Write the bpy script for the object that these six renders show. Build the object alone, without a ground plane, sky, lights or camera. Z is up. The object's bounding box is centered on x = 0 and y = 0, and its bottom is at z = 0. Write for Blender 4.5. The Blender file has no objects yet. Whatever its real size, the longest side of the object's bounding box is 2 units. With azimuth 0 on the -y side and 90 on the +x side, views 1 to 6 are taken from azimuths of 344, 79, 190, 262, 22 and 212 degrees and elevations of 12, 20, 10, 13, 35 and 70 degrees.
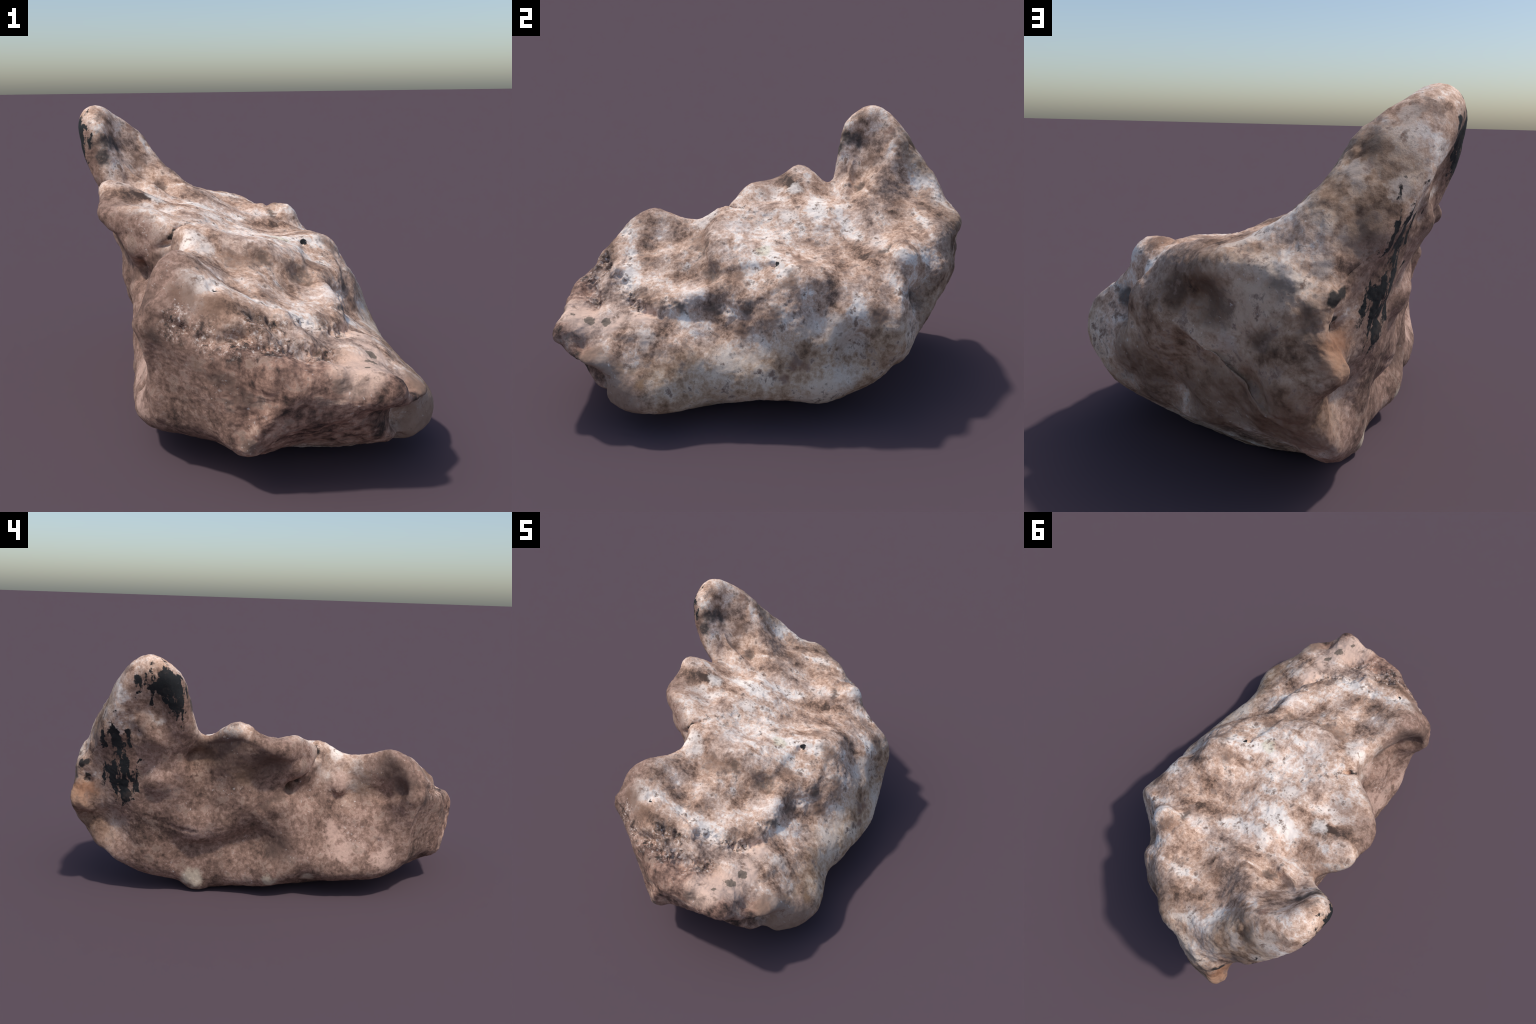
"""Weathered boulder: a long leaning slab with a horn at one end and a flat,
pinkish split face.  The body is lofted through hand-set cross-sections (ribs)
with smooth B-spline interpolation, then worked over with sculpting strokes
(dents, lumps, grooves) and several scales of rock noise."""
import bpy, math
import numpy as np

rng = np.random.default_rng(7)

# ---------------------------------------------------------------- cross-sections
# Each rib is a closed outline (x, z) in an upright plane y = at + slant * x,
# listed from the ridge over the top slope, round the belly and back up the
# split face on the -x side.
RIBS = []


def rib(name, at, slant, outline):
    RIBS.append((at, slant, np.array(outline, float)))


rib("front_tip", -0.945, -0.35, [
    (-0.039, 0.429), (-0.010, 0.423), (0.017, 0.418), (0.042, 0.410), (0.074, 0.403), (0.115, 0.392), (0.167, 0.368),
    (0.155, 0.318), (0.100, 0.305), (0.069, 0.291), (0.041, 0.279), (0.014, 0.270), (-0.015, 0.261), (-0.048, 0.249),
    (-0.087, 0.235), (-0.134, 0.208), (-0.186, 0.175), (-0.235, 0.199), (-0.262, 0.243), (-0.266, 0.290), (-0.280, 0.334),
    (-0.292, 0.379), (-0.305, 0.430), (-0.264, 0.467), (-0.203, 0.467), (-0.152, 0.458), (-0.108, 0.446), (-0.071, 0.438),
])
rib("front_cap", -0.91, -0.35, [
    (-0.065, 0.443), (-0.024, 0.434), (0.017, 0.443), (0.054, 0.430), (0.097, 0.422), (0.153, 0.413), (0.227, 0.389),
    (0.246, 0.318), (0.155, 0.296), (0.102, 0.289), (0.072, 0.265), (0.037, 0.253), (0.000, 0.235), (-0.042, 0.223),
    (-0.091, 0.210), (-0.152, 0.180), (-0.216, 0.107), (-0.275, 0.144), (-0.292, 0.212), (-0.291, 0.271), (-0.310, 0.319),
    (-0.324, 0.371), (-0.351, 0.428), (-0.344, 0.488), (-0.271, 0.486), (-0.210, 0.476), (-0.155, 0.466), (-0.106, 0.461),
])
rib("front_lip", -0.84, -0.35, [
    (-0.120, 0.459), (-0.066, 0.406), (-0.001, 0.431), (0.043, 0.400), (0.089, 0.394), (0.151, 0.405), (0.205, 0.382),
    (0.256, 0.337), (0.287, 0.267), (0.167, 0.277), (0.165, 0.189), (0.089, 0.210), (0.037, 0.191), (-0.021, 0.173),
    (-0.080, 0.151), (-0.149, 0.107), (-0.215, 0.115), (-0.257, 0.161), (-0.323, 0.176), (-0.356, 0.228), (-0.364, 0.292),
    (-0.389, 0.355), (-0.407, 0.423), (-0.511, 0.531), (-0.425, 0.581), (-0.332, 0.571), (-0.252, 0.597), (-0.174, 0.553),
])
rib("front_face", -0.74, -0.34, [
    (-0.140, 0.634), (-0.054, 0.620), (-0.001, 0.498), (0.045, 0.432), (0.095, 0.424), (0.166, 0.433), (0.195, 0.381),
    (0.257, 0.338), (0.440, 0.275), (0.205, 0.263), (0.304, 0.105), (0.205, 0.084), (0.115, 0.087), (0.032, 0.100),
    (-0.045, 0.100), (-0.126, 0.058), (-0.208, 0.046), (-0.264, 0.105), (-0.350, 0.115), (-0.462, 0.134), (-0.472, 0.231),
    (-0.491, 0.317), (-0.520, 0.407), (-0.564, 0.511), (-0.524, 0.611), (-0.483, 0.734), (-0.341, 0.682), (-0.237, 0.614),
])
rib("front_shoulder", -0.62, -0.31, [
    (-0.173, 0.541), (-0.084, 0.546), (-0.012, 0.494), (0.065, 0.499), (0.106, 0.450), (0.136, 0.415), (0.245, 0.418),
    (0.305, 0.357), (0.388, 0.287), (0.460, 0.183), (0.440, 0.055), (0.274, 0.086), (0.192, 0.037), (0.098, 0.020),
    (0.005, 0.030), (-0.087, 0.048), (-0.175, 0.050), (-0.253, 0.068), (-0.341, 0.087), (-0.476, 0.079), (-0.534, 0.169),
    (-0.433, 0.293), (-0.401, 0.380), (-0.307, 0.446), (-0.313, 0.486), (-0.438, 0.637), (-0.392, 0.789), (-0.256, 0.625),
])
rib("ledge", -0.5, -0.28, [
    (-0.159, 0.599), (-0.074, 0.588), (-0.004, 0.529), (0.066, 0.509), (0.135, 0.496), (0.180, 0.453), (0.222, 0.405),
    (0.328, 0.373), (0.361, 0.283), (0.538, 0.195), (0.495, 0.067), (0.339, 0.063), (0.254, 0.011), (0.149, 0.024),
    (0.051, 0.031), (-0.044, 0.033), (-0.138, 0.030), (-0.229, 0.040), (-0.316, 0.073), (-0.428, 0.080), (-0.523, 0.136),
    (-0.455, 0.259), (-0.436, 0.352), (-0.447, 0.444), (-0.353, 0.489), (-0.320, 0.511), (-0.355, 0.695), (-0.249, 0.669),
])
rib("ledge_step", -0.38, -0.24, [
    (-0.164, 0.577), (-0.073, 0.624), (-0.003, 0.555), (0.054, 0.480), (0.128, 0.483), (0.238, 0.518), (0.268, 0.440),
    (0.326, 0.378), (0.415, 0.311), (0.473, 0.215), (0.517, 0.089), (0.389, 0.043), (0.296, -0.013), (0.184, 0.013),
    (0.085, 0.020), (-0.012, 0.020), (-0.107, 0.017), (-0.206, 0.013), (-0.298, 0.047), (-0.404, 0.067), (-0.515, 0.112),
    (-0.479, 0.235), (-0.387, 0.334), (-0.332, 0.408), (-0.267, 0.444), (-0.323, 0.536), (-0.332, 0.660), (-0.252, 0.674),
])
rib("hollow", -0.27, -0.2, [
    (-0.178, 0.704), (-0.086, 0.649), (0.022, 0.699), (0.096, 0.621), (0.156, 0.540), (0.240, 0.524), (0.219, 0.402),
    (0.270, 0.352), (0.432, 0.326), (0.457, 0.230), (0.460, 0.137), (0.402, 0.060), (0.313, 0.005), (0.207, 0.007),
    (0.106, 0.011), (0.008, 0.012), (-0.089, 0.008), (-0.191, -0.001), (-0.287, 0.029), (-0.383, 0.069), (-0.493, 0.112),
    (-0.465, 0.232), (-0.395, 0.331), (-0.400, 0.422), (-0.319, 0.482), (-0.292, 0.535), (-0.300, 0.601), (-0.298, 0.804),
])
rib("crack", -0.18, -0.16, [
    (-0.187, 0.729), (-0.087, 0.698), (0.011, 0.684), (0.097, 0.637), (0.172, 0.579), (0.262, 0.556), (0.339, 0.508),
    (0.351, 0.403), (0.394, 0.322), (0.525, 0.243), (0.530, 0.126), (0.422, 0.065), (0.326, 0.018), (0.220, 0.021),
    (0.119, 0.019), (0.020, 0.011), (-0.079, 0.009), (-0.182, 0.002), (-0.287, 0.014), (-0.380, 0.068), (-0.439, 0.143),
    (-0.465, 0.237), (-0.460, 0.342), (-0.442, 0.443), (-0.354, 0.519), (-0.417, 0.633), (-0.429, 0.772), (-0.288, 0.707),
])
rib("saddle", -0.09, -0.12, [
    (-0.190, 0.738), (-0.105, 0.634), (-0.003, 0.650), (0.101, 0.663), (0.185, 0.616), (0.257, 0.545), (0.334, 0.505),
    (0.434, 0.460), (0.430, 0.341), (0.526, 0.253), (0.549, 0.136), (0.426, 0.087), (0.343, 0.022), (0.233, 0.035),
    (0.131, 0.032), (0.031, 0.016), (-0.071, 0.009), (-0.176, 0.001), (-0.283, 0.017), (-0.384, 0.062), (-0.470, 0.130),
    (-0.467, 0.246), (-0.468, 0.355), (-0.448, 0.462), (-0.411, 0.562), (-0.566, 0.731), (-0.482, 0.851), (-0.302, 0.764),
])
rib("mid_slab", 0.02, -0.1, [
    (-0.194, 0.782), (-0.102, 0.695), (-0.008, 0.666), (0.089, 0.647), (0.188, 0.636), (0.311, 0.646), (0.401, 0.580),
    (0.454, 0.482), (0.520, 0.385), (0.531, 0.268), (0.605, 0.136), (0.448, 0.098), (0.362, 0.034), (0.251, 0.035),
    (0.146, 0.034), (0.043, 0.021), (-0.061, 0.009), (-0.166, 0.010), (-0.269, 0.035), (-0.409, 0.029), (-0.501, 0.117),
    (-0.379, 0.270), (-0.433, 0.367), (-0.457, 0.476), (-0.384, 0.589), (-0.640, 0.775), (-0.436, 0.781), (-0.301, 0.672),
])
rib("slab", 0.13, -0.08, [
    (-0.231, 0.764), (-0.124, 0.740), (-0.025, 0.692), (0.060, 0.624), (0.151, 0.587), (0.291, 0.653), (0.416, 0.623),
    (0.396, 0.459), (0.541, 0.417), (0.586, 0.296), (0.595, 0.163), (0.528, 0.052), (0.387, 0.033), (0.267, 0.019),
    (0.154, 0.022), (0.048, 0.020), (-0.057, 0.011), (-0.162, 0.017), (-0.265, 0.033), (-0.402, 0.031), (-0.391, 0.171),
    (-0.319, 0.286), (-0.417, 0.371), (-0.514, 0.472), (-0.413, 0.593), (-0.565, 0.736), (-0.529, 0.886), (-0.348, 0.815),
])
rib("ridge_start", 0.23, -0.06, [
    (-0.256, 0.721), (-0.139, 0.773), (-0.041, 0.711), (0.048, 0.653), (0.138, 0.604), (0.244, 0.594), (0.357, 0.587),
    (0.479, 0.547), (0.494, 0.424), (0.422, 0.303), (0.606, 0.188), (0.518, 0.092), (0.393, 0.060), (0.286, 0.010),
    (0.167, 0.014), (0.057, 0.024), (-0.048, 0.020), (-0.155, 0.007), (-0.273, -0.011), (-0.376, 0.042), (-0.383, 0.167),
    (-0.360, 0.273), (-0.428, 0.363), (-0.455, 0.467), (-0.461, 0.579), (-0.535, 0.709), (-0.585, 0.920), (-0.369, 0.820),
])
rib("ridge_peak", 0.31, -0.04, [
    (-0.253, 0.708), (-0.148, 0.774), (-0.062, 0.710), (0.026, 0.654), (0.123, 0.627), (0.217, 0.583), (0.324, 0.583),
    (0.449, 0.551), (0.538, 0.471), (0.561, 0.348), (0.587, 0.225), (0.513, 0.125), (0.393, 0.084), (0.291, 0.029),
    (0.181, 0.010), (0.069, 0.014), (-0.038, 0.019), (-0.141, 0.033), (-0.261, -0.010), (-0.361, 0.041), (-0.365, 0.167),
    (-0.360, 0.266), (-0.428, 0.355), (-0.428, 0.460), (-0.405, 0.566), (-0.413, 0.656), (-0.490, 0.808), (-0.359, 0.787),
])
rib("ridge_end", 0.36, -0.03, [
    (-0.257, 0.702), (-0.170, 0.757), (-0.090, 0.706), (0.003, 0.671), (0.103, 0.652), (0.204, 0.621), (0.312, 0.608),
    (0.411, 0.559), (0.517, 0.491), (0.580, 0.384), (0.572, 0.261), (0.515, 0.153), (0.392, 0.112), (0.290, 0.062),
    (0.187, 0.029), (0.082, 0.005), (-0.027, 0.003), (-0.130, 0.041), (-0.252, -0.015), (-0.365, 0.023), (-0.342, 0.173),
    (-0.357, 0.265), (-0.403, 0.356), (-0.417, 0.460), (-0.409, 0.565), (-0.383, 0.652), (-0.466, 0.784), (-0.353, 0.771),
])
rib("notch", 0.4, -0.03, [
    (-0.296, 0.814), (-0.223, 0.744), (-0.130, 0.734), (-0.026, 0.707), (0.072, 0.671), (0.177, 0.649), (0.286, 0.629),
    (0.376, 0.573), (0.486, 0.513), (0.581, 0.421), (0.572, 0.295), (0.510, 0.188), (0.398, 0.133), (0.293, 0.090),
    (0.190, 0.053), (0.089, 0.014), (-0.018, -0.005), (-0.126, 0.029), (-0.248, -0.017), (-0.360, 0.025), (-0.336, 0.178),
    (-0.358, 0.270), (-0.410, 0.362), (-0.419, 0.468), (-0.435, 0.577), (-0.415, 0.686), (-0.510, 0.822), (-0.435, 0.914),
])
rib("horn_foot", 0.43, -0.05, [
    (-0.379, 0.989), (-0.311, 0.762), (-0.174, 0.782), (-0.065, 0.747), (0.031, 0.695), (0.132, 0.661), (0.243, 0.645),
    (0.345, 0.602), (0.443, 0.538), (0.567, 0.463), (0.582, 0.332), (0.511, 0.223), (0.412, 0.149), (0.298, 0.112),
    (0.193, 0.074), (0.090, 0.032), (-0.017, 0.008), (-0.127, 0.026), (-0.248, -0.006), (-0.352, 0.048), (-0.342, 0.190),
    (-0.362, 0.286), (-0.418, 0.379), (-0.426, 0.487), (-0.457, 0.599), (-0.456, 0.723), (-0.588, 0.885), (-0.578, 1.084),
])
rib("horn_front", 0.465, -0.08, [
    (-0.430, 1.102), (-0.407, 0.726), (-0.203, 0.830), (-0.098, 0.776), (-0.003, 0.725), (0.087, 0.664), (0.201, 0.660),
    (0.317, 0.636), (0.404, 0.563), (0.536, 0.496), (0.590, 0.366), (0.515, 0.249), (0.424, 0.163), (0.301, 0.129),
    (0.191, 0.094), (0.088, 0.052), (-0.019, 0.031), (-0.129, 0.035), (-0.246, 0.017), (-0.342, 0.076), (-0.351, 0.203),
    (-0.366, 0.302), (-0.420, 0.397), (-0.433, 0.502), (-0.467, 0.616), (-0.493, 0.744), (-0.572, 0.902), (-0.634, 1.122),
])
rib("horn_body", 0.53, -0.13, [
    (-0.466, 1.241), (-0.390, 0.860), (-0.195, 0.915), (-0.137, 0.782), (-0.023, 0.773), (0.047, 0.673), (0.167, 0.694),
    (0.309, 0.711), (0.391, 0.614), (0.440, 0.503), (0.537, 0.400), (0.525, 0.265), (0.414, 0.183), (0.284, 0.154),
    (0.172, 0.129), (0.070, 0.091), (-0.033, 0.070), (-0.137, 0.071), (-0.253, 0.037), (-0.346, 0.100), (-0.367, 0.218),
    (-0.372, 0.320), (-0.407, 0.414), (-0.427, 0.513), (-0.448, 0.628), (-0.493, 0.750), (-0.467, 0.889), (-0.653, 1.115),
])
rib("horn_spine", 0.61, -0.19, [
    (-0.464, 1.163), (-0.303, 1.074), (-0.223, 0.905), (-0.169, 0.755), (-0.045, 0.770), (0.030, 0.703), (0.125, 0.675),
    (0.244, 0.681), (0.320, 0.603), (0.313, 0.490), (0.393, 0.422), (0.470, 0.299), (0.367, 0.222), (0.252, 0.186),
    (0.144, 0.157), (0.042, 0.143), (-0.054, 0.142), (-0.144, 0.150), (-0.258, 0.068), (-0.348, 0.124), (-0.353, 0.244),
    (-0.366, 0.334), (-0.382, 0.424), (-0.386, 0.519), (-0.419, 0.625), (-0.449, 0.737), (-0.471, 0.858), (-0.608, 1.050),
])
rib("horn_back", 0.69, -0.24, [
    (-0.389, 1.000), (-0.278, 0.982), (-0.217, 0.823), (-0.133, 0.761), (-0.041, 0.750), (0.043, 0.738), (0.123, 0.699),
    (0.214, 0.679), (0.274, 0.606), (0.296, 0.523), (0.354, 0.449), (0.409, 0.335), (0.306, 0.274), (0.223, 0.219),
    (0.145, 0.146), (0.031, 0.180), (-0.056, 0.175), (-0.138, 0.175), (-0.237, 0.121), (-0.330, 0.150), (-0.282, 0.296),
    (-0.299, 0.363), (-0.352, 0.430), (-0.367, 0.510), (-0.411, 0.596), (-0.385, 0.696), (-0.454, 0.802), (-0.464, 0.917),
])
rib("back_slope", 0.77, -0.29, [
    (-0.299, 0.847), (-0.228, 0.883), (-0.155, 0.835), (-0.086, 0.788), (-0.028, 0.739), (0.043, 0.727), (0.130, 0.733),
    (0.215, 0.708), (0.257, 0.630), (0.359, 0.570), (0.320, 0.468), (0.270, 0.399), (0.160, 0.390), (0.091, 0.374),
    (0.060, 0.299), (-0.009, 0.283), (-0.064, 0.217), (-0.133, 0.217), (-0.206, 0.202), (-0.322, 0.170), (-0.266, 0.324),
    (-0.257, 0.393), (-0.309, 0.441), (-0.308, 0.501), (-0.311, 0.566), (-0.313, 0.637), (-0.400, 0.730), (-0.312, 0.766),
])
rib("back_knob", 0.84, -0.33, [
    (-0.215, 0.718), (-0.172, 0.723), (-0.127, 0.718), (-0.069, 0.732), (-0.012, 0.723), (0.040, 0.695), (0.098, 0.681),
    (0.160, 0.662), (0.179, 0.602), (0.263, 0.554), (0.170, 0.493), (0.071, 0.490), (0.048, 0.465), (0.013, 0.440),
    (-0.007, 0.385), (-0.050, 0.361), (-0.084, 0.317), (-0.124, 0.316), (-0.168, 0.286), (-0.238, 0.274), (-0.233, 0.355),
    (-0.273, 0.391), (-0.346, 0.430), (-0.308, 0.492), (-0.258, 0.538), (-0.291, 0.599), (-0.277, 0.654), (-0.206, 0.655),
])
rib("back_cap", 0.9, -0.35, [
    (-0.180, 0.671), (-0.145, 0.689), (-0.105, 0.698), (-0.058, 0.704), (-0.008, 0.707), (0.040, 0.693), (0.084, 0.670),
    (0.104, 0.630), (0.100, 0.583), (0.104, 0.541), (0.109, 0.498), (0.099, 0.457), (0.074, 0.422), (0.040, 0.392),
    (0.002, 0.368), (-0.034, 0.339), (-0.073, 0.310), (-0.118, 0.286), (-0.164, 0.297), (-0.196, 0.337), (-0.233, 0.365),
    (-0.270, 0.396), (-0.294, 0.440), (-0.292, 0.490), (-0.258, 0.532), (-0.237, 0.569), (-0.220, 0.606), (-0.210, 0.645),
])
# both ends are closed by two smaller copies of the last outline
def boss(i, at, scale):
    o = RIBS[i][2]
    for _ in range(12):
        o = (np.roll(o, 1, 0) + 2 * o + np.roll(o, -1, 0)) / 4
    return (at, RIBS[i][1], o.mean(0) + (o - o.mean(0)) * scale)


RIBS = [boss(0, -0.975, .05), boss(0, -0.968, .55)] + RIBS + [boss(-1, 0.885, .55), boss(-1, 0.87, .05)]


# ---------------------------------------------------------------- loft
def open_basis(n, t):
    """Clamped uniform cubic B-spline weights (rows: samples, columns: ribs)."""
    m = n - 3
    kn = np.r_[[0] * 3, np.arange(m + 1), [m] * 3].astype(float)
    x = np.clip(t * m, 0, m - 1e-9)
    b = np.zeros((len(t), len(kn) - 1))
    for i in range(len(kn) - 1):
        b[:, i] = (x >= kn[i]) & (x < kn[i + 1])
    for p in range(1, 4):
        nb = np.zeros((len(t), len(kn) - 1 - p))
        for i in range(len(kn) - 1 - p):
            d1, d2 = kn[i + p] - kn[i], kn[i + p + 1] - kn[i + 1]
            if d1 > 0:
                nb[:, i] += (x - kn[i]) / d1 * b[:, i]
            if d2 > 0:
                nb[:, i] += (kn[i + p + 1] - x) / d2 * b[:, i + 1]
        b = nb
    return b


def closed_basis(n, t):
    x = t * n
    i = np.floor(x).astype(int)
    f = x - i
    b = np.zeros((len(t), n))
    w = [(1 - f) ** 3 / 6, (3 * f**3 - 6 * f**2 + 4) / 6, (-3 * f**3 + 3 * f**2 + 3 * f + 1) / 6, f**3 / 6]
    for k in range(4):
        np.add.at(b, (np.arange(len(t)), (i + k - 1) % n), w[k])
    return b


NU, NV = 560, 640
cage = np.array([np.c_[o[:, 0], at + sl * o[:, 0], o[:, 1]] for at, sl, o in RIBS])
BU, BV = open_basis(len(RIBS), np.linspace(0, 1, NU)), closed_basis(cage.shape[1], np.arange(NV) / NV)
grid = np.stack([BU @ cage[:, :, k] @ BV.T for k in range(3)], -1)


def grid_normals(g):
    n = np.cross(np.gradient(g, axis=0), (np.roll(g, -1, 1) - np.roll(g, 1, 1)) / 2)
    n /= np.linalg.norm(n, axis=-1, keepdims=True) + 1e-12
    return n if ((g - g.mean((0, 1))) * n).sum() > 0 else -n


# ---------------------------------------------------------------- relief
PERM = rng.permutation(256)
GRAD = rng.normal(size=(256, 3))
GRAD /= np.linalg.norm(GRAD, axis=1, keepdims=True)


def perlin(p):
    i = np.floor(p).astype(int)
    f = p - i
    u = f * f * f * (f * (f * 6 - 15) + 10)
    out = np.zeros(len(p))
    for dx in (0, 1):
        for dy in (0, 1):
            for dz in (0, 1):
                h = PERM[(PERM[(PERM[(i[:, 0] + dx) & 255] + i[:, 1] + dy) & 255] + i[:, 2] + dz) & 255]
                g = (GRAD[h] * (f - (dx, dy, dz))).sum(1)
                w = np.ones(len(p))
                for k, d in enumerate((dx, dy, dz)):
                    w = w * (u[:, k] if d else 1 - u[:, k])
                out += g * w
    return out


def fbm(p, octaves, gain=.5, ridge=False):
    out, amp = np.zeros(len(p)), 1.0
    for o in range(octaves):
        n = perlin(p + 17.3 * o)
        out += amp * (0.35 - np.abs(n) * 1.4 if ridge else n)
        p, amp = p * 2.03, amp * gain
    return out


def smooth(x, a, b):
    t = np.clip((x - a) / (b - a), 0, 1)
    return t * t * (3 - 2 * t)


def shove(at, radius, move):
    """Move a soft round region bodily, before the surface is worked."""
    d = np.linalg.norm(grid - at, axis=-1) / radius
    grid[:] += np.exp(-d**3)[..., None] * np.array(move)


def relax(at, radius, passes):
    """Iron out wrinkles around a place."""
    w = np.exp(-(np.linalg.norm(grid - at, axis=-1) / radius) ** 4)
    u, v = np.where(w.max(1) > .01)[0], np.where(w.max(0) > .01)[0]
    u = np.arange(max(u[0], 1), min(u[-1], NU - 2) + 1)
    v = np.unique(np.r_[v])
    w = w[np.ix_(u, v)][..., None] * .8
    for _ in range(passes):
        mean = (grid[np.ix_(u - 1, v)] + grid[np.ix_(u + 1, v)] + grid[np.ix_(u, (v - 1) % NV)] + grid[np.ix_(u, (v + 1) % NV)]) / 4
        here = grid[np.ix_(u, v)]
        grid[np.ix_(u, v)] = here + (mean - here) * w


relax((0, -.95, .33), .10, 60)


def facet(at, normal, radius, strength=1.0):
    """Flatten the side that faces `normal` to a broken plane through `at`."""
    n = np.array(normal) / np.linalg.norm(normal)
    off = (grid - at) @ n
    flat = np.linalg.norm(grid - at - off[..., None] * n, axis=-1) / radius
    facing = grid_normals(grid) @ n
    w = np.exp(-flat**4) * np.clip((facing + .25) / .4, 0, 1) * (np.abs(off) < .16) * strength
    grid[:] -= (off * w)[..., None] * n


# inner flank of the horn: one plane rising from the slab to the tip
facet((-.39, .545, .945), (.49, -.64, .59), .125)
relax((-.37, .52, .92), .15, 60)
relax((-.03, .15, .70), .42, 150)
relax((.02, .88, .52), .10, 60)

V = grid.reshape(-1, 3).copy()
Nrm = grid_normals(grid).reshape(-1, 3)
push = np.zeros(len(V))
warp = np.stack([perlin(V * 6 + s) for s in (3.1, 40.7, 80.9)], -1)
P = V + warp * .03


def dab(at, radius, height):
    """One sculpting touch: raise (or, negative, sink) a soft round spot."""
    d = np.linalg.norm(P - at, axis=1) / radius
    push[:] += height * np.exp(-d * d * d)


def touch(where, spots):
    """A run of small corrections in one region: (x, y, z, radius, height)."""
    for x, y, z, r, h in spots:
        d = np.linalg.norm(V - (x, y, z), axis=1) / r
        push[:] += h * np.exp(-d**3)


def step(points, reach, height, crisp):
    """A ledge along a polyline: the surface to its left rises, to its right drops."""
    pts = np.array(points)
    best, side = np.full(len(V), 9.0), np.zeros(len(V))
    for p, q in zip(pts[:-1], pts[1:]):
        t = np.clip(((P - p) @ (q - p)) / ((q - p) @ (q - p)), 0, 1)
        off = P - p - t[:, None] * (q - p)
        d = np.linalg.norm(off, axis=1)
        s = (np.cross(Nrm, q - p) * off).sum(1) / np.linalg.norm(q - p)
        near = d < best
        best, side = np.where(near, d, best), np.where(near, s, side)
    push[:] += height * np.tanh(side / crisp) * np.exp(-(best / reach) ** 2)


def groove(points, width, depth, rough=0.0):
    """Sink a crack that follows a polyline."""
    pts = np.array(points)
    best = np.full(len(V), 9.0)
    for p, q in zip(pts[:-1], pts[1:]):
        t = np.clip(((P - p) @ (q - p)) / ((q - p) @ (q - p)), 0, 1)
        best = np.minimum(best, np.linalg.norm(P - p - t[:, None] * (q - p), axis=1))
    k = np.exp(-(best / width) ** 2)
    push[:] -= depth * k * (1 + rough * (1.6 * perlin(V * 28) + 1.2 * perlin(V * 63)))


# regions that weather differently
split_face = smooth(-V[:, 0] - .16 * V[:, 2], .16, .30) * smooth(.86 - .28 * (V[:, 0] + .5) - V[:, 2] + .35 * smooth(V[:, 1], .42, .5), .0, .08)
worn_side = smooth(V[:, 0] - .5 * (V[:, 2] - .3), .30, .48)
rough_top = np.clip(1 - split_face * .55 - worn_side * .5, .3, 1)

push += .010 * fbm(V * 5.5 + 4, 2)
push += rough_top * (.0045 * fbm(P * (11, 14, 14), 3, .5, True) + .0042 * fbm(P * 27 + 9, 3, .55))
push += .0012 * fbm(P * 70, 2)
push -= rough_top * .010 * np.clip(fbm(P * 17 + 31, 2) - .22, 0, 1)

push -= push.mean()
# cracks and hollows of the split face
groove([(-.270, -.150, .745), (-.292, -.169, .734), (-.333, -.176, .672), (-.40, -.11, .62), (-.42, -.03, .545)], .012, .042)
groove([(-.42, -.03, .545), (-.44, .03, .50), (-.45, .10, .46)], .022, .014)
dab((-.42, -.03, .54), .026, -.035)
groove([(-.41, -.20, .61), (-.36, -.24, .64), (-.33, -.28, .655)], .012, .014)
groove([(-.475, -.41, .235), (-.463, -.437, .257), (-.45, -.45, .285)], .014, .018)
groove([(-.46, -.17, .29), (-.435, -.19, .35)], .02, .012)
groove([(-.43, .35, .33), (-.41, .42, .345), (-.39, .50, .36)], .010, .006)
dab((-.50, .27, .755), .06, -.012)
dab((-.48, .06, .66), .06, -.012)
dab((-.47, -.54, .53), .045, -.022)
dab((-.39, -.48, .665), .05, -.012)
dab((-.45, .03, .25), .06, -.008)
dab((-.313, .40, .03), .05, .012)
dab((-.29, .90, .558), .022, -.014)
# top slab
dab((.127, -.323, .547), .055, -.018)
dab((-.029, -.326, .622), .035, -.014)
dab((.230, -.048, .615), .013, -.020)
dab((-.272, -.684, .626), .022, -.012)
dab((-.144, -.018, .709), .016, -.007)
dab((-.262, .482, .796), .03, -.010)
step([(.42, .03, .54), (.32, 0, .615), (.23, -.045, .617), (.19, -.16, .605), (.16, -.28, .56), (.08, -.31, .57), (-.01, -.33, .60), (-.12, -.28, .655), (-.19, -.24, .695)], .06, -.007, .014)
step([(.35, -.09, .53), (.33, -.29, .40), (.265, -.425, .433), (.22, -.54, .43), (.14, -.645, .44), (.055, -.715, .46), (-.07, -.68, .55)], .07, -.008, .016)
step([(.12, -.80, .405), (0, -.82, .46), (-.12, -.83, .48), (-.21, -.82, .504), (-.33, -.775, .51), (-.46, -.66, .55)], .06, -.010, .012)
groove([(.25, .40, .655), (.22, .46, .69), (.24, .53, .69)], .012, .010)
dab((.30, .505, .665), .055, .014)
# crumbling ledge above the low end
groove([(-.40, -.72, .535), (-.33, -.78, .51), (-.26, -.81, .50), (-.15, -.83, .485), (-.04, -.83, .45), (.05, -.82, .425)], .028, .014, 1.0)
groove([(-.18, -.77, .535), (-.09, -.755, .515), (.015, -.69, .50), (.09, -.67, .46), (.16, -.645, .43), (.24, -.56, .43)], .026, .013, 1.0)
groove([(.22, -.50, .455), (.26, -.40, .43), (.27, -.30, .44), (.34, -.22, .46)], .045, .012, .5)
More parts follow.
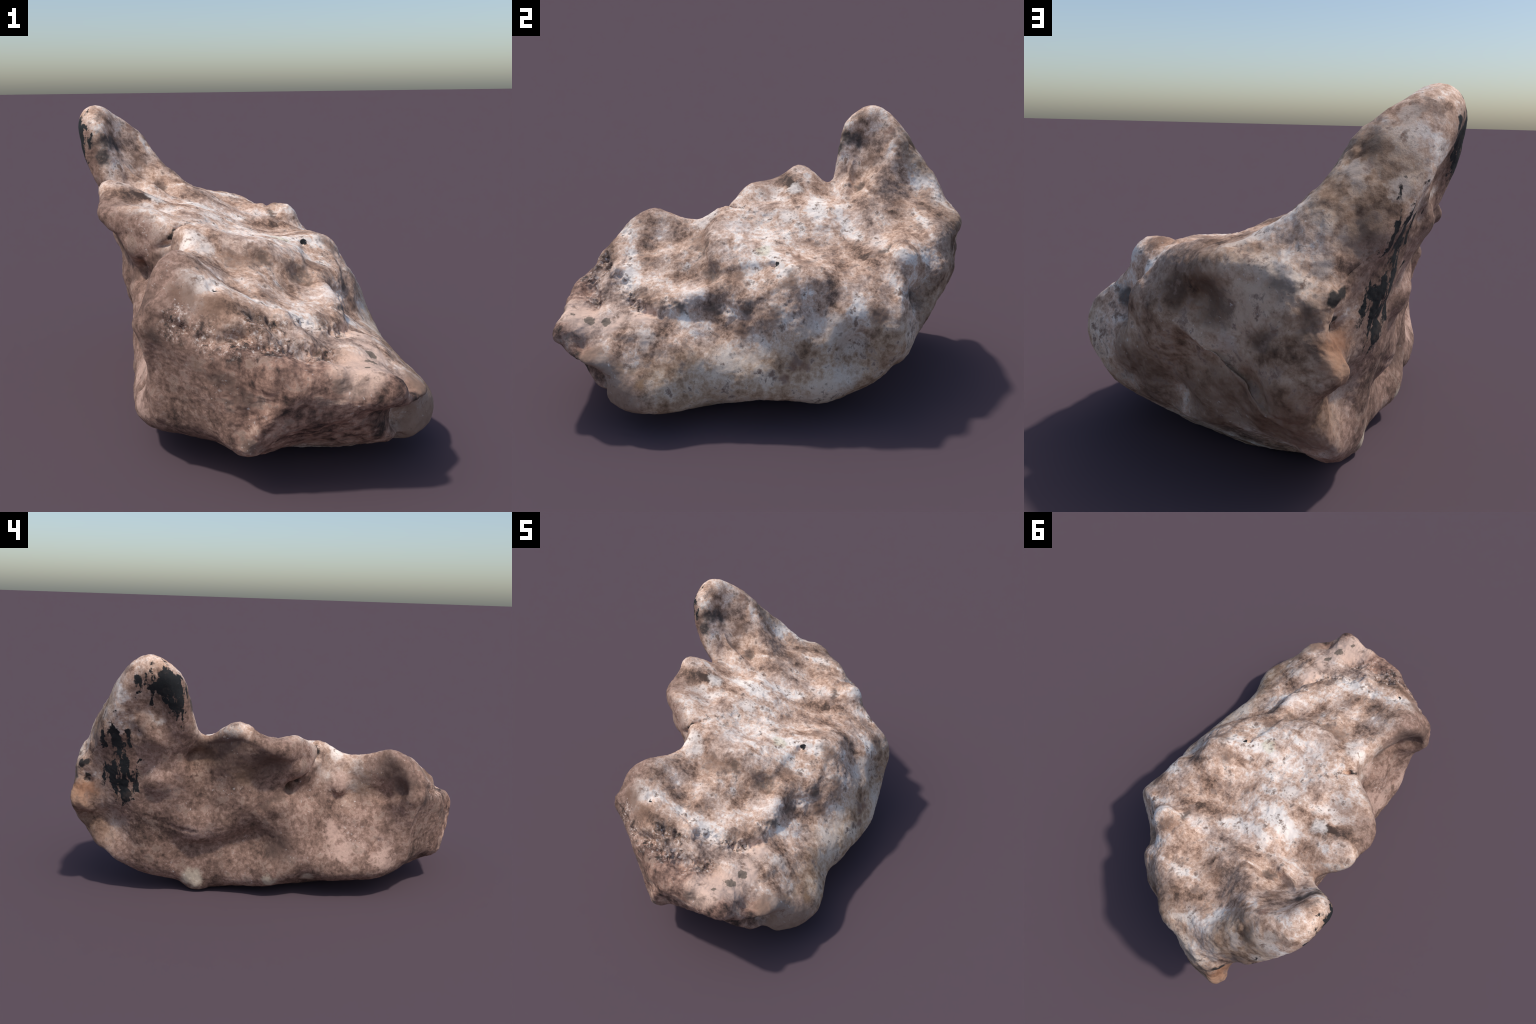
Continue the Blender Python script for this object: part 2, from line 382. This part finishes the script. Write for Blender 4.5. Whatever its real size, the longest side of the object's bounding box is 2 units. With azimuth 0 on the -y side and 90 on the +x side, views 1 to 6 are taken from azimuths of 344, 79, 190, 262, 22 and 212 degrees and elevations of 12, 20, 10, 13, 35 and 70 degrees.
# worn right side, hollow under the boss, back wall, low end
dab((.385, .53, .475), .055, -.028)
dab((.045, .87, .61), .055, -.018)
dab((-.24, .965, .57), .035, -.008)
dab((.30, -.81, .19), .05, -.022)
dab((.40, -.67, .26), .02, -.006)
groove([(-.10, .93, .40), (-.02, .88, .33), (.03, .80, .28)], .018, .007, .5)
groove([(.24, -.86, .30), (.27, -.84, .24), (.30, -.80, .15)], .018, .018)
# low end: broken block with hard edges and a notch beside the outer nub
groove([(.262, -.895, .35), (.275, -.86, .28), (.295, -.82, .19), (.30, -.80, .09)], .03, .028)
groove([(-.225, -.853, .171), (-.176, -.90, .258), (-.122, -.93, .335), (-.056, -.94, .40)], .026, -.012)
groove([(-.481, -.64, .549), (-.474, -.619, .421), (-.457, -.595, .281), (-.44, -.60, .185)], .024, -.014)
groove([(-.314, .93, .47), (-.285, .86, .37), (-.262, .878, .294), (-.253, .856, .19)], .022, -.012)
groove([(-.05, -.97, .29), (.06, -.985, .27), (.17, -.96, .26)], .05, .008)
# overhanging rim of the split face and the seam half way down it
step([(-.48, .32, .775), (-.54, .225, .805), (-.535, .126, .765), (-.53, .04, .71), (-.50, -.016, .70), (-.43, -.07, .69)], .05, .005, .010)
step([(-.437, .348, .669), (-.45, .477, .655), (-.435, .588, .605), (-.39, .701, .52)], .07, .008, .015)
step([(-.436, -.644, .618), (-.487, -.638, .532), (-.505, -.576, .527), (-.41, -.504, .478)], .06, .010, .012)
groove([(-.074, .909, .414), (-.111, .926, .367), (-.13, .931, .32), (-.202, .933, .304)], .018, .010, .4)
groove([(.31, .65, .363), (.316, .619, .308), (.35, .579, .274)], .016, .010, .5)
groove([(-.255, .818, .88), (-.33, .745, 1.0), (-.355, .718, 1.048)], .03, .008)
# small corrections of the planes, region by region
touch("top_slab", [
    (0.22, 0.73, 0.45, 0.095, 0.010), (0.16, 0.66, 0.23, 0.068, -0.019), (0.38, 0.56, 0.28, 0.081, -0.012), 
    (0.31, 0.57, 0.56, 0.095, 0.017), (0.21, 0.75, 0.49, 0.081, 0.008), (0.21, 0.65, 0.27, 0.068, -0.021), 
    (-0.14, -0.26, 0.68, 0.068, 0.014), (0.26, -0.36, 0.41, 0.081, 0.018), 
    (0.34, 0.51, 0.63, 0.068, 0.016), (-0.04, -0.27, 0.66, 0.068, 0.016), (0.28, -0.50, 0.39, 0.068, -0.015), (-0.16, 0.62, 0.79, 0.068, 0.014), 
    (-0.09, 0.23, 0.74, 0.054, -0.012), 
])
touch("end_wall", [
    (-0.12, 0.92, 0.55, 0.095, 0.011), (-0.16, 0.95, 0.44, 0.068, 0.018), (0.08, 0.86, 0.53, 0.081, -0.015), (-0.06, 0.91, 0.36, 0.068, -0.032), 
    (0.03, 0.86, 0.70, 0.081, 0.018), (-0.13, 0.93, 0.55, 0.081, 0.010), (0.12, 0.84, 0.57, 0.081, -0.015), (0.01, 0.88, 0.42, 0.068, -0.031), 
    
])
touch("split_face", [
    (-0.31, -0.23, 0.50, 0.081, 0.026), (-0.45, 0.04, 0.60, 0.054, 0.010), (-0.39, 0.43, 0.34, 0.081, 0.013), (-0.48, 0.61, 0.76, 0.068, 0.013), 
    (-0.41, -0.06, 0.54, 0.054, -0.016), 
    (-0.31, -0.25, 0.56, 0.081, 0.010), (-0.44, 0.03, 0.47, 0.054, 0.015), 
    (-0.37, -0.37, 0.44, 0.054, -0.022), (-0.42, 0.40, 0.68, 0.054, -0.013), 
    (-0.40, -0.11, 0.49, 0.054, -0.019), (-0.45, -0.07, 0.63, 0.054, 0.015), 
    
])
touch("low_end", [
    (-0.17, -0.64, 0.60, 0.054, -0.010), (-0.11, -0.65, 0.58, 0.054, -0.014), (-0.11, -0.70, 0.58, 0.054, -0.018), 
    (-0.15, -0.91, 0.41, 0.068, 0.019), (-0.05, -0.65, 0.56, 0.054, -0.019), 
    
])
touch("worn_side", [
    (0.50, 0.18, 0.35, 0.081, 0.011), (0.54, 0.03, 0.33, 0.068, -0.017), (0.49, 0.21, 0.45, 0.068, 0.018), (0.50, 0.08, 0.42, 0.054, -0.021), 
])
touch("rim_notch_and_corners", [
    (-.41, .43, .89, .065, -.020), (-.37, .405, .845, .06, -.030), (-.50, .60, .79, .05, .022),
    (-.485, .65, .853, .04, .016), (-.40, .43, .337, .09, .014), (-.41, .34, .345, .09, .016), (-.42, .246, .357, .09, .010),
    (-.33, -.28, .53, .06, .026), (-.417, .417, .668, .05, -.020), (-.44, .578, .572, .06, .022), 
    (.08, -.985, .39, .05, -.015), (-.352, .883, .721, .05, -.022), (-.319, .908, .674, .04, -.020),
    (.364, .495, .652, .055, .010), (-.26, .85, .17, .06, -.018),
])
V = V + Nrm * push[:, None]
V[:, 2] = np.maximum(V[:, 2], .004 + .25 * np.minimum(V[:, 2] - .004, 0))

# ---------------------------------------------------------------- mesh
idx = np.arange(NU * NV).reshape(NU, NV)
a, b = idx[:-1], idx[1:]
quads = np.stack([a, np.roll(a, -1, 1), np.roll(b, -1, 1), b], -1).reshape(-1, 4)


def build(name, verts, quads, caps):
    """caps: rings closed by a shallow fan of shrinking loops."""
    verts, faces = [verts], [quads]
    n = len(verts[0])
    for ring, flip in caps:
        loop = verts[0][ring]
        c = loop.mean(0)
        prev = ring
        for s in np.linspace(1, 0, 24)[1:-1]:
            cur = n + np.arange(len(ring))
            verts.append(c + (loop - c) * s)
            n += len(ring)
            f = np.stack([prev, cur, np.roll(cur, -1), np.roll(prev, -1)], -1)
            faces.append(f[:, ::-1] if flip else f)
            prev = cur
        verts.append(c[None])
        f = np.stack([prev, np.full(len(ring), n), np.full(len(ring), n), np.roll(prev, -1)], -1)
        faces.append(f[:, ::-1] if flip else f)
        n += 1
    verts, faces = np.concatenate(verts), np.concatenate(faces)
    me = bpy.data.meshes.new(name)
    me.from_pydata(verts.tolist(), [], [list(dict.fromkeys(f)) for f in faces.tolist()])
    me.validate()
    me.update()
    me.shade_smooth()
    return me


me = build("boulder", V, quads, [(idx[0], False), (idx[-1], True)])
import bmesh

bm = bmesh.new()
bm.from_mesh(me)
bmesh.ops.recalc_face_normals(bm, faces=bm.faces)
bm.to_mesh(me)
bm.free()
rock = bpy.data.objects.new("boulder", me)
bpy.context.scene.collection.objects.link(rock)
rock["label"] = "weathered pinkish boulder with a leaning horn and split face"
rock["category"] = "rock"
# ---------------------------------------------------------------- material
mat = bpy.data.materials.new("weathered_limestone")
mat.use_nodes = True
nt = mat.node_tree
nodes, links = nt.nodes, nt.links
bsdf = nodes["Principled BSDF"]
coord = nodes.new("ShaderNodeTexCoord").outputs["Object"]


def put(sock, value):
    if isinstance(value, bpy.types.NodeSocket):
        links.new(value, sock)
    else:
        sock.default_value = value


def math_(op, a, b=0.0, clamp=False):
    n = nodes.new("ShaderNodeMath")
    n.operation, n.use_clamp = op, clamp
    put(n.inputs[0], a)
    put(n.inputs[1], b)
    return n.outputs[0]


def vec(op, a, b):
    n = nodes.new("ShaderNodeVectorMath")
    n.operation = op
    put(n.inputs[0], a)
    put(n.inputs[1], b)
    return n.outputs["Value"] if op in ("DISTANCE", "DOT_PRODUCT") else n.outputs[0]


def noise(at, scale, detail=4.0, rough=.55, colour=False, distortion=0.0):
    n = nodes.new("ShaderNodeTexNoise")
    put(n.inputs["Vector"], at)
    n.inputs["Scale"].default_value = scale
    n.inputs["Detail"].default_value = detail
    n.inputs["Roughness"].default_value = rough
    n.inputs["Distortion"].default_value = distortion
    return n.outputs["Color" if colour else "Fac"]


def ramp01(x, lo, hi):
    n = nodes.new("ShaderNodeMapRange")
    n.interpolation_type = "SMOOTHSTEP"
    put(n.inputs["Value"], x)
    n.inputs["From Min"].default_value, n.inputs["From Max"].default_value = lo, hi
    return n.outputs["Result"]


def mix(fac, a, b):
    n = nodes.new("ShaderNodeMix")
    n.data_type = "RGBA"
    put(n.inputs["Factor"], fac)
    put(n.inputs["A"], a if isinstance(a, bpy.types.NodeSocket) else (*a, 1))
    put(n.inputs["B"], b if isinstance(b, bpy.types.NodeSocket) else (*b, 1))
    return n.outputs["Result"]


def times(a, b):
    return math_("MULTIPLY", a, b)


def scaled(at, s):
    return vec("MULTIPLY", at, s)


# coordinates whose patches have frayed edges
fray = vec("SUBTRACT", noise(coord, 9, 5, .65, True), (.5, .5, .5))
frayed = vec("ADD", coord, scaled(fray, (.11, .11, .11)))
fray_small = vec("SUBTRACT", noise(coord, 30, 3, .6, True), (.5, .5, .5))
frayed_small = vec("ADD", coord, scaled(fray_small, (.035, .035, .035)))


def spots(places, soft=.55, at=None):
    """Mask that is 1 inside round places ((x, y, z), radius), frayed at the rim."""
    out = None
    for p, r in places:
        m = ramp01(vec("DISTANCE", at or frayed, p), r * 1.15, r * soft)
        out = m if out is None else math_("MAXIMUM", out, m)
    return out


def plane(normal, lo, hi, at=None):
    return ramp01(vec("DOT_PRODUCT", at or frayed, normal), lo, hi)


def every(radius, *points):
    return [(p, radius) for p in points]


large = noise(coord, 3.5, 3)
blotch = noise(scaled(frayed, (.8, 1, 1)), 5.0, 5, .6)
mottle = noise(coord, 19, 6, .62)
grain = noise(frayed_small, 52, 6, .72)
fine = noise(coord, 120, 3, .7)
flow = noise(scaled(frayed, (4.5, 10, 9)), 1.0, 6, .6)      # streaks along x
drip = noise(scaled(frayed_small, (26, 26, 5)), 1.0, 4, .6)  # streaks down the faces



def colours(x, *stops):
    n = nodes.new("ShaderNodeValToRGB")
    put(n.inputs[0], x)
    e = n.color_ramp.elements
    while len(e) < len(stops):
        e.new(.5)
    for el, (pos, col) in zip(e, stops):
        el.position, el.color = pos, (*col, 1)
    return n.outputs[0]


# --- weathered top: cream and white over brown, with ashen patches
tone = math_("ADD", times(flow, .80), math_("ADD", times(mottle, .24), math_("ADD", times(blotch, .50), math_("ADD", times(grain, .40), times(fine, .18)))))
tone = math_("MULTIPLY", tone, 1 / 2.12)
tone = math_("ADD", tone, times(spots([((-.12, .22, .74), .36), ((-.05, -.05, .68), .25)], .1), .022))
col = colours(tone, (.395, (.075, .046, .034)), (.437, (.24, .142, .097)), (.477, (.48, .30, .21)), (.517, (.74, .515, .39)), (.563, (.96, .84, .74)))
col = mix(times(ramp01(noise(scaled(frayed, (1, -1, 1)), 6, 4, .6), .46, .62), .38), col, colours(tone, (.42, (.16, .115, .10)), (.56, (.68, .55, .49))))
# --- broken low end
tone = math_("MULTIPLY", math_("ADD", times(drip, .3), math_("ADD", times(mottle, .4), math_("ADD", times(grain, .2), times(blotch, .3)))), 1 / 1.2)
col = mix(plane((-.2, -1, -.3), .62, .74), col,
          colours(tone, (.42, (.05, .032, .026)), (.475, (.19, .108, .08)), (.53, (.40, .235, .17)), (.60, (.72, .49, .37))))
# --- worn right side and end wall
tone = math_("MULTIPLY", math_("ADD", times(blotch, .5), math_("ADD", times(mottle, .42), math_("ADD", times(large, .25), times(grain, .2)))), 1 / 1.27)
col = mix(times(plane((1, -.05, -.55), .16, .36), plane((-.3, 1, 0), -.86, -.72)), col,
          colours(tone, (.42, (.10, .057, .035)), (.478, (.30, .18, .11)), (.53, (.52, .345, .23)), (.595, (.76, .59, .455))))
col = mix(spots([((.05, .98, .42), .42), ((.36, .72, .38), .22), ((-.32, .88, .95), .22)], .6), col,
          colours(tone, (.42, (.055, .032, .022)), (.475, (.17, .098, .062)), (.53, (.35, .222, .148)), (.60, (.60, .43, .315))))
# --- split face: plainer pinkish brown
face = times(plane((-1, 0, -.16), .16, .30), plane((-.28, 0, -1), -.70, -.62))
horn_face = times(times(plane((-1, 0, 0), .40, .46), plane((0, 1, 0), .40, .46)), plane((-1, 0, -.35), .165, .22))
tone = math_("MULTIPLY", math_("ADD", times(mottle, .28), math_("ADD", times(grain, .38), math_("ADD", times(blotch, .22), times(large, .22)))), 1 / 1.1)
col = mix(math_("MAXIMUM", face, horn_face), col,
          colours(tone, (.40, (.065, .040, .031)), (.46, (.165, .098, .073)), (.52, (.28, .17, .128)), (.59, (.48, .315, .25))))


def stain(places, colour, strength=.85, soft=.4, keep=.35, at=None, hard=(.10, .95)):
    global col
    m = spots([(p, r * 1.25) for p, r in places], soft, at)
    ragged = math_("ADD", times(math_("SUBTRACT", mottle, .5), 2.2 * (1 - keep)), times(math_("SUBTRACT", grain, .5), 1.2 * (1 - keep)))
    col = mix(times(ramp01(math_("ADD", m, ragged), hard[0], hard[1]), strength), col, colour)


# --- pale patches on the slab and right side
stain(every(.05, (-.285, .087, .754), (-.149, .350, .743), (-.114, .075, .718), (-.327, .154, .792), (-.325, .05, .78))
      + every(.06, (-.228, -.317, .663), (-.27, -.27, .70)) + every(.022, (.008, -.417, .546), (.18, .02, .63), (.134, -.085, .639))
      + every(.035, (.205, .246, .66), (.08, .252, .68), (-.05, .20, .70)), (.93, .80, .70), .85, .0, .0)
stain(every(.035, (.134, -.085, .640)), (.70, .64, .46), .6)
stain(every(.09, (.52, .20, .36), (.505, .14, .40), (.56, .17, .23), (.49, .05, .43)) + every(.06, (.31, -.63, .36)), (.72, .62, .54), .5, .0, .0)
# --- brown bruises
stain(every(.055, (.223, -.201, .584), (.352, -.012, .595), (.415, -.092, .467), (.087, -.638, .475), (.382, -.225, .399), (.277, .081, .631))
      + every(.05, (.276, .518, .680), (-.066, .601, .746), (-.116, .738, .794), (-.348, .474, .838), (-.36, .55, .90), (.519, .328, .465))
      + every(.07, (-.292, -.738, .58), (-.371, -.689, .613), (-.12, -.337, .618)), (.19, .108, .072), .75, .0, .1)
stain(every(.035, (.387, -.738, .28), (.404, -.69, .262), (.449, -.665, .228)), (.27, .15, .075), .7, .1, .1)
stain(every(.03, (.552, -.077, .224), (.556, .013, .273), (.534, -.037, .295), (-.369, .648, 1.049)), (.17, .075, .05), .7, .1, .1)
# --- dark patches in the hollows and on the horn
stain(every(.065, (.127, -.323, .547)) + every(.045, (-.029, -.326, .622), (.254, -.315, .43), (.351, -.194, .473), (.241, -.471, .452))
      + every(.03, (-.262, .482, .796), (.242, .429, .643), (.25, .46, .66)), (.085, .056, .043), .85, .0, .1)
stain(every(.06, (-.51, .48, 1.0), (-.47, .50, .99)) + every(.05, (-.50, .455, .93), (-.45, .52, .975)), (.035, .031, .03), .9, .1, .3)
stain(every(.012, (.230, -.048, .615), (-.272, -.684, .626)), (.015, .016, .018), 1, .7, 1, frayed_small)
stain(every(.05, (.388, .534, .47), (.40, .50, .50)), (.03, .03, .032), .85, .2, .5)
# --- crumbling ledges: coarse salt and pepper
crumb_at = spots(every(.062, (-.404, -.719, .536), (-.331, -.781, .505), (-.262, -.818, .495), (-.209, -.827, .497), (-.144, -.85, .483), (-.094, -.827, .46), (-.034, -.843, .448), (.04, -.826, .425))
                 + every(.055, (-.177, -.778, .533), (-.089, -.758, .513), (.014, -.69, .496), (.09, -.669, .461), (.158, -.644, .426)), .3)
coarse = noise(coord, 62, 5, .75)
col = mix(times(crumb_at, ramp01(coarse, .49, .38)), col, (.035, .030, .027))
col = mix(times(crumb_at, ramp01(coarse, .52, .66)), col, (.80, .68, .60))
# --- smooth peach flat with grey chips
stain(every(.10, (.16, -.86, .405), (.10, -.91, .41)) + every(.06, (.215, -.76, .40), (.21, -.62, .415)), (.78, .55, .43), .8, .2, .75)
chip = spots([((.130, -.919, .407), .011), ((.176, -.850, .403), .020), ((.183, -.838, .403), .020), ((.205, -.778, .396), .020)], .98, frayed_small)
col = mix(chip, col, mix(mottle, (.16, .115, .085), (.33, .25, .19)))
# --- front end and back wall: dark, brown and pale patches
stain(every(.05, (-.276, -.848, .374), (-.305, -.827, .386), (-.23, -.86, .33)) + every(.04, (.076, -.986, .361), (.023, -.968, .383), (-.216, -.863, .183), (-.452, -.667, .49)), (.07, .048, .04), .7, .0, .1)
stain(every(.16, (.12, .76, .22), (-.15, .90, .25), (.32, .62, .25), (-.02, .86, .28)), (.19, .112, .075), .6, .3, .2)
stain(every(.04, (-.228, .962, .598), (-.244, .963, .570), (-.26, .97, .53)) + every(.05, (-.157, .942, .659), (-.35, .771, .99)), (.06, .042, .034), .65, .0, .05)
stain(every(.075, (.05, .871, .612), (.024, .878, .58)) + every(.05, (-.351, .873, .797), (-.12, .918, .52), (.147, .80, .60)), (.085, .048, .032), .8, .05, .15)
stain(every(.045, (.0, .885, .49), (-.31, .804, .926), (-.44, .73, 1.07), (-.426, .827, .883), (-.256, .911, .706)), (.60, .48, .40), .7, .05, .1)
stain(every(.11, (.41, -.78, .18), (.37, -.84, .25), (.40, -.74, .12)), (.30, .19, .135), .85, .5, .5)
# --- split face: shadow under rim and lump painted dark; rust, pale patches
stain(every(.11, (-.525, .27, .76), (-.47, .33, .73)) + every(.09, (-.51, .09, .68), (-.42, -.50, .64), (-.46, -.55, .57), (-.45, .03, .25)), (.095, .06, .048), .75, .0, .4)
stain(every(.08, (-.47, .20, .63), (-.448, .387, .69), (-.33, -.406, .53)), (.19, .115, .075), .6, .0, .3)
stain(every(.07, (-.47, -.284, .237), (-.43, -.253, .33), (-.49, -.486, .211), (-.36, -.303, .566), (-.38, .42, .343)), (.60, .40, .32), .65, .0, .0)
stain(every(.06, (-.30, .90, .52), (-.285, .93, .50)), (.21, .085, .038), .75, .0, .1)
stain(every(.045, (-.29, .965, .49), (-.31, .95, .46)), (.50, .29, .18), .5, .0, .1)
stain(every(.02, (-.289, .903, .558), (-.285, .93, .63), (-.307, .912, .641)), (.02, .02, .02), .95, .5, .9, frayed_small)
stain(every(.05, (-.348, .402, .06), (-.33, .44, .08)) + every(.04, (-.43, -.132, .10), (-.445, .055, .09)), (.62, .52, .40), .7, .2, .6)


def tar(places, lo, hi):
    """Black manganese film: solid in the middle, running out in vertical drips."""
    global col
    field = None
    for p, r in places:
        d = math_("DIVIDE", vec("DISTANCE", scaled(frayed_small, (1, 1, .75)), (p[0], p[1], p[2] * .75)), r)
        m = math_("SUBTRACT", 1.0, d)
        field = m if field is None else math_("MAXIMUM", field, m)
    f = math_("ADD", field, math_("ADD", times(math_("SUBTRACT", drip, .5), 4.0), math_("ADD", times(math_("SUBTRACT", mottle, .5), 2.2), times(math_("SUBTRACT", blotch, .5), 1.6))))
    f = math_("SUBTRACT", f, times(ramp01(vec("DOT_PRODUCT", frayed_small, (-1, 0, -.5)), .06, .0), times(plane((0, 0, 1), .95, 1.0), .6)))
    col = mix(ramp01(f, lo, hi), col, (.014, .015, .016))


tar(every(.10, (-.60, .57, 1.03), (-.61, .52, 1.0)) + every(.08, (-.59, .53, .95), (-.61, .48, 1.0), (-.58, .61, 1.07)), .08, .32)
tar(every(.075, (-.45, .765, .755), (-.448, .763, .70), (-.424, .739, .633), (-.393, .733, .57), (-.41, .775, .61)), .08, .32)

# near-black line along the crack
def along(points, radius):
    out = []
    for p, q in zip(points[:-1], points[1:]):
        n = max(1, int(math.dist(p, q) / radius))
        out += [(tuple(a + (b - a) * k / n for a, b in zip(p, q)), radius) for k in range(n)]
    return out


stain(along([(-.285, -.160, .74), (-.292, -.169, .734), (-.333, -.176, .672)], .013) + every(.016, (-.42, -.03, .545), (-.40, -.06, .575)), (.02, .018, .017), .95, .4, .8, frayed_small)
stain(along([(-.36, -.24, .62), (-.40, -.11, .61), (-.44, .03, .50), (-.45, .12, .45)], .02), (.10, .06, .045), .7, .0, .2)
stain(along([(-.475, -.41, .22), (-.45, -.445, .285)], .018) + along([(-.46, -.17, .28), (-.42, -.20, .37)], .022) + along([(-.43, .35, .33), (-.39, .50, .36)], .012), (.09, .055, .042), .75, .0, .2)

# fine specks everywhere
speck = times(ramp01(noise(coord, 95, 2, .5), .66, .74), ramp01(large, .40, .60))
col = mix(times(speck, .4), col, (.06, .042, .035))
pale_speck = times(ramp01(noise(vec("ADD", coord, (7, 3, 1)), 70, 3, .6), .62, .72), ramp01(blotch, .5, .62))
col = mix(times(pale_speck, .5), col, (.84, .76, .70))

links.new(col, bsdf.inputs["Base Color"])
bsdf.inputs["Roughness"].default_value = .82
bsdf.inputs["Specular IOR Level"].default_value = .3
bump = nodes.new("ShaderNodeBump")
bump.inputs["Strength"].default_value = .4
bump.inputs["Distance"].default_value = .007
put(bump.inputs["Height"], math_("ADD", noise(coord, 30, 6, .68), times(noise(scaled(coord, (8, 18, 16)), 1.0, 4, .6), .5)))
links.new(bump.outputs[0], bsdf.inputs["Normal"])
me.materials.append(mat)
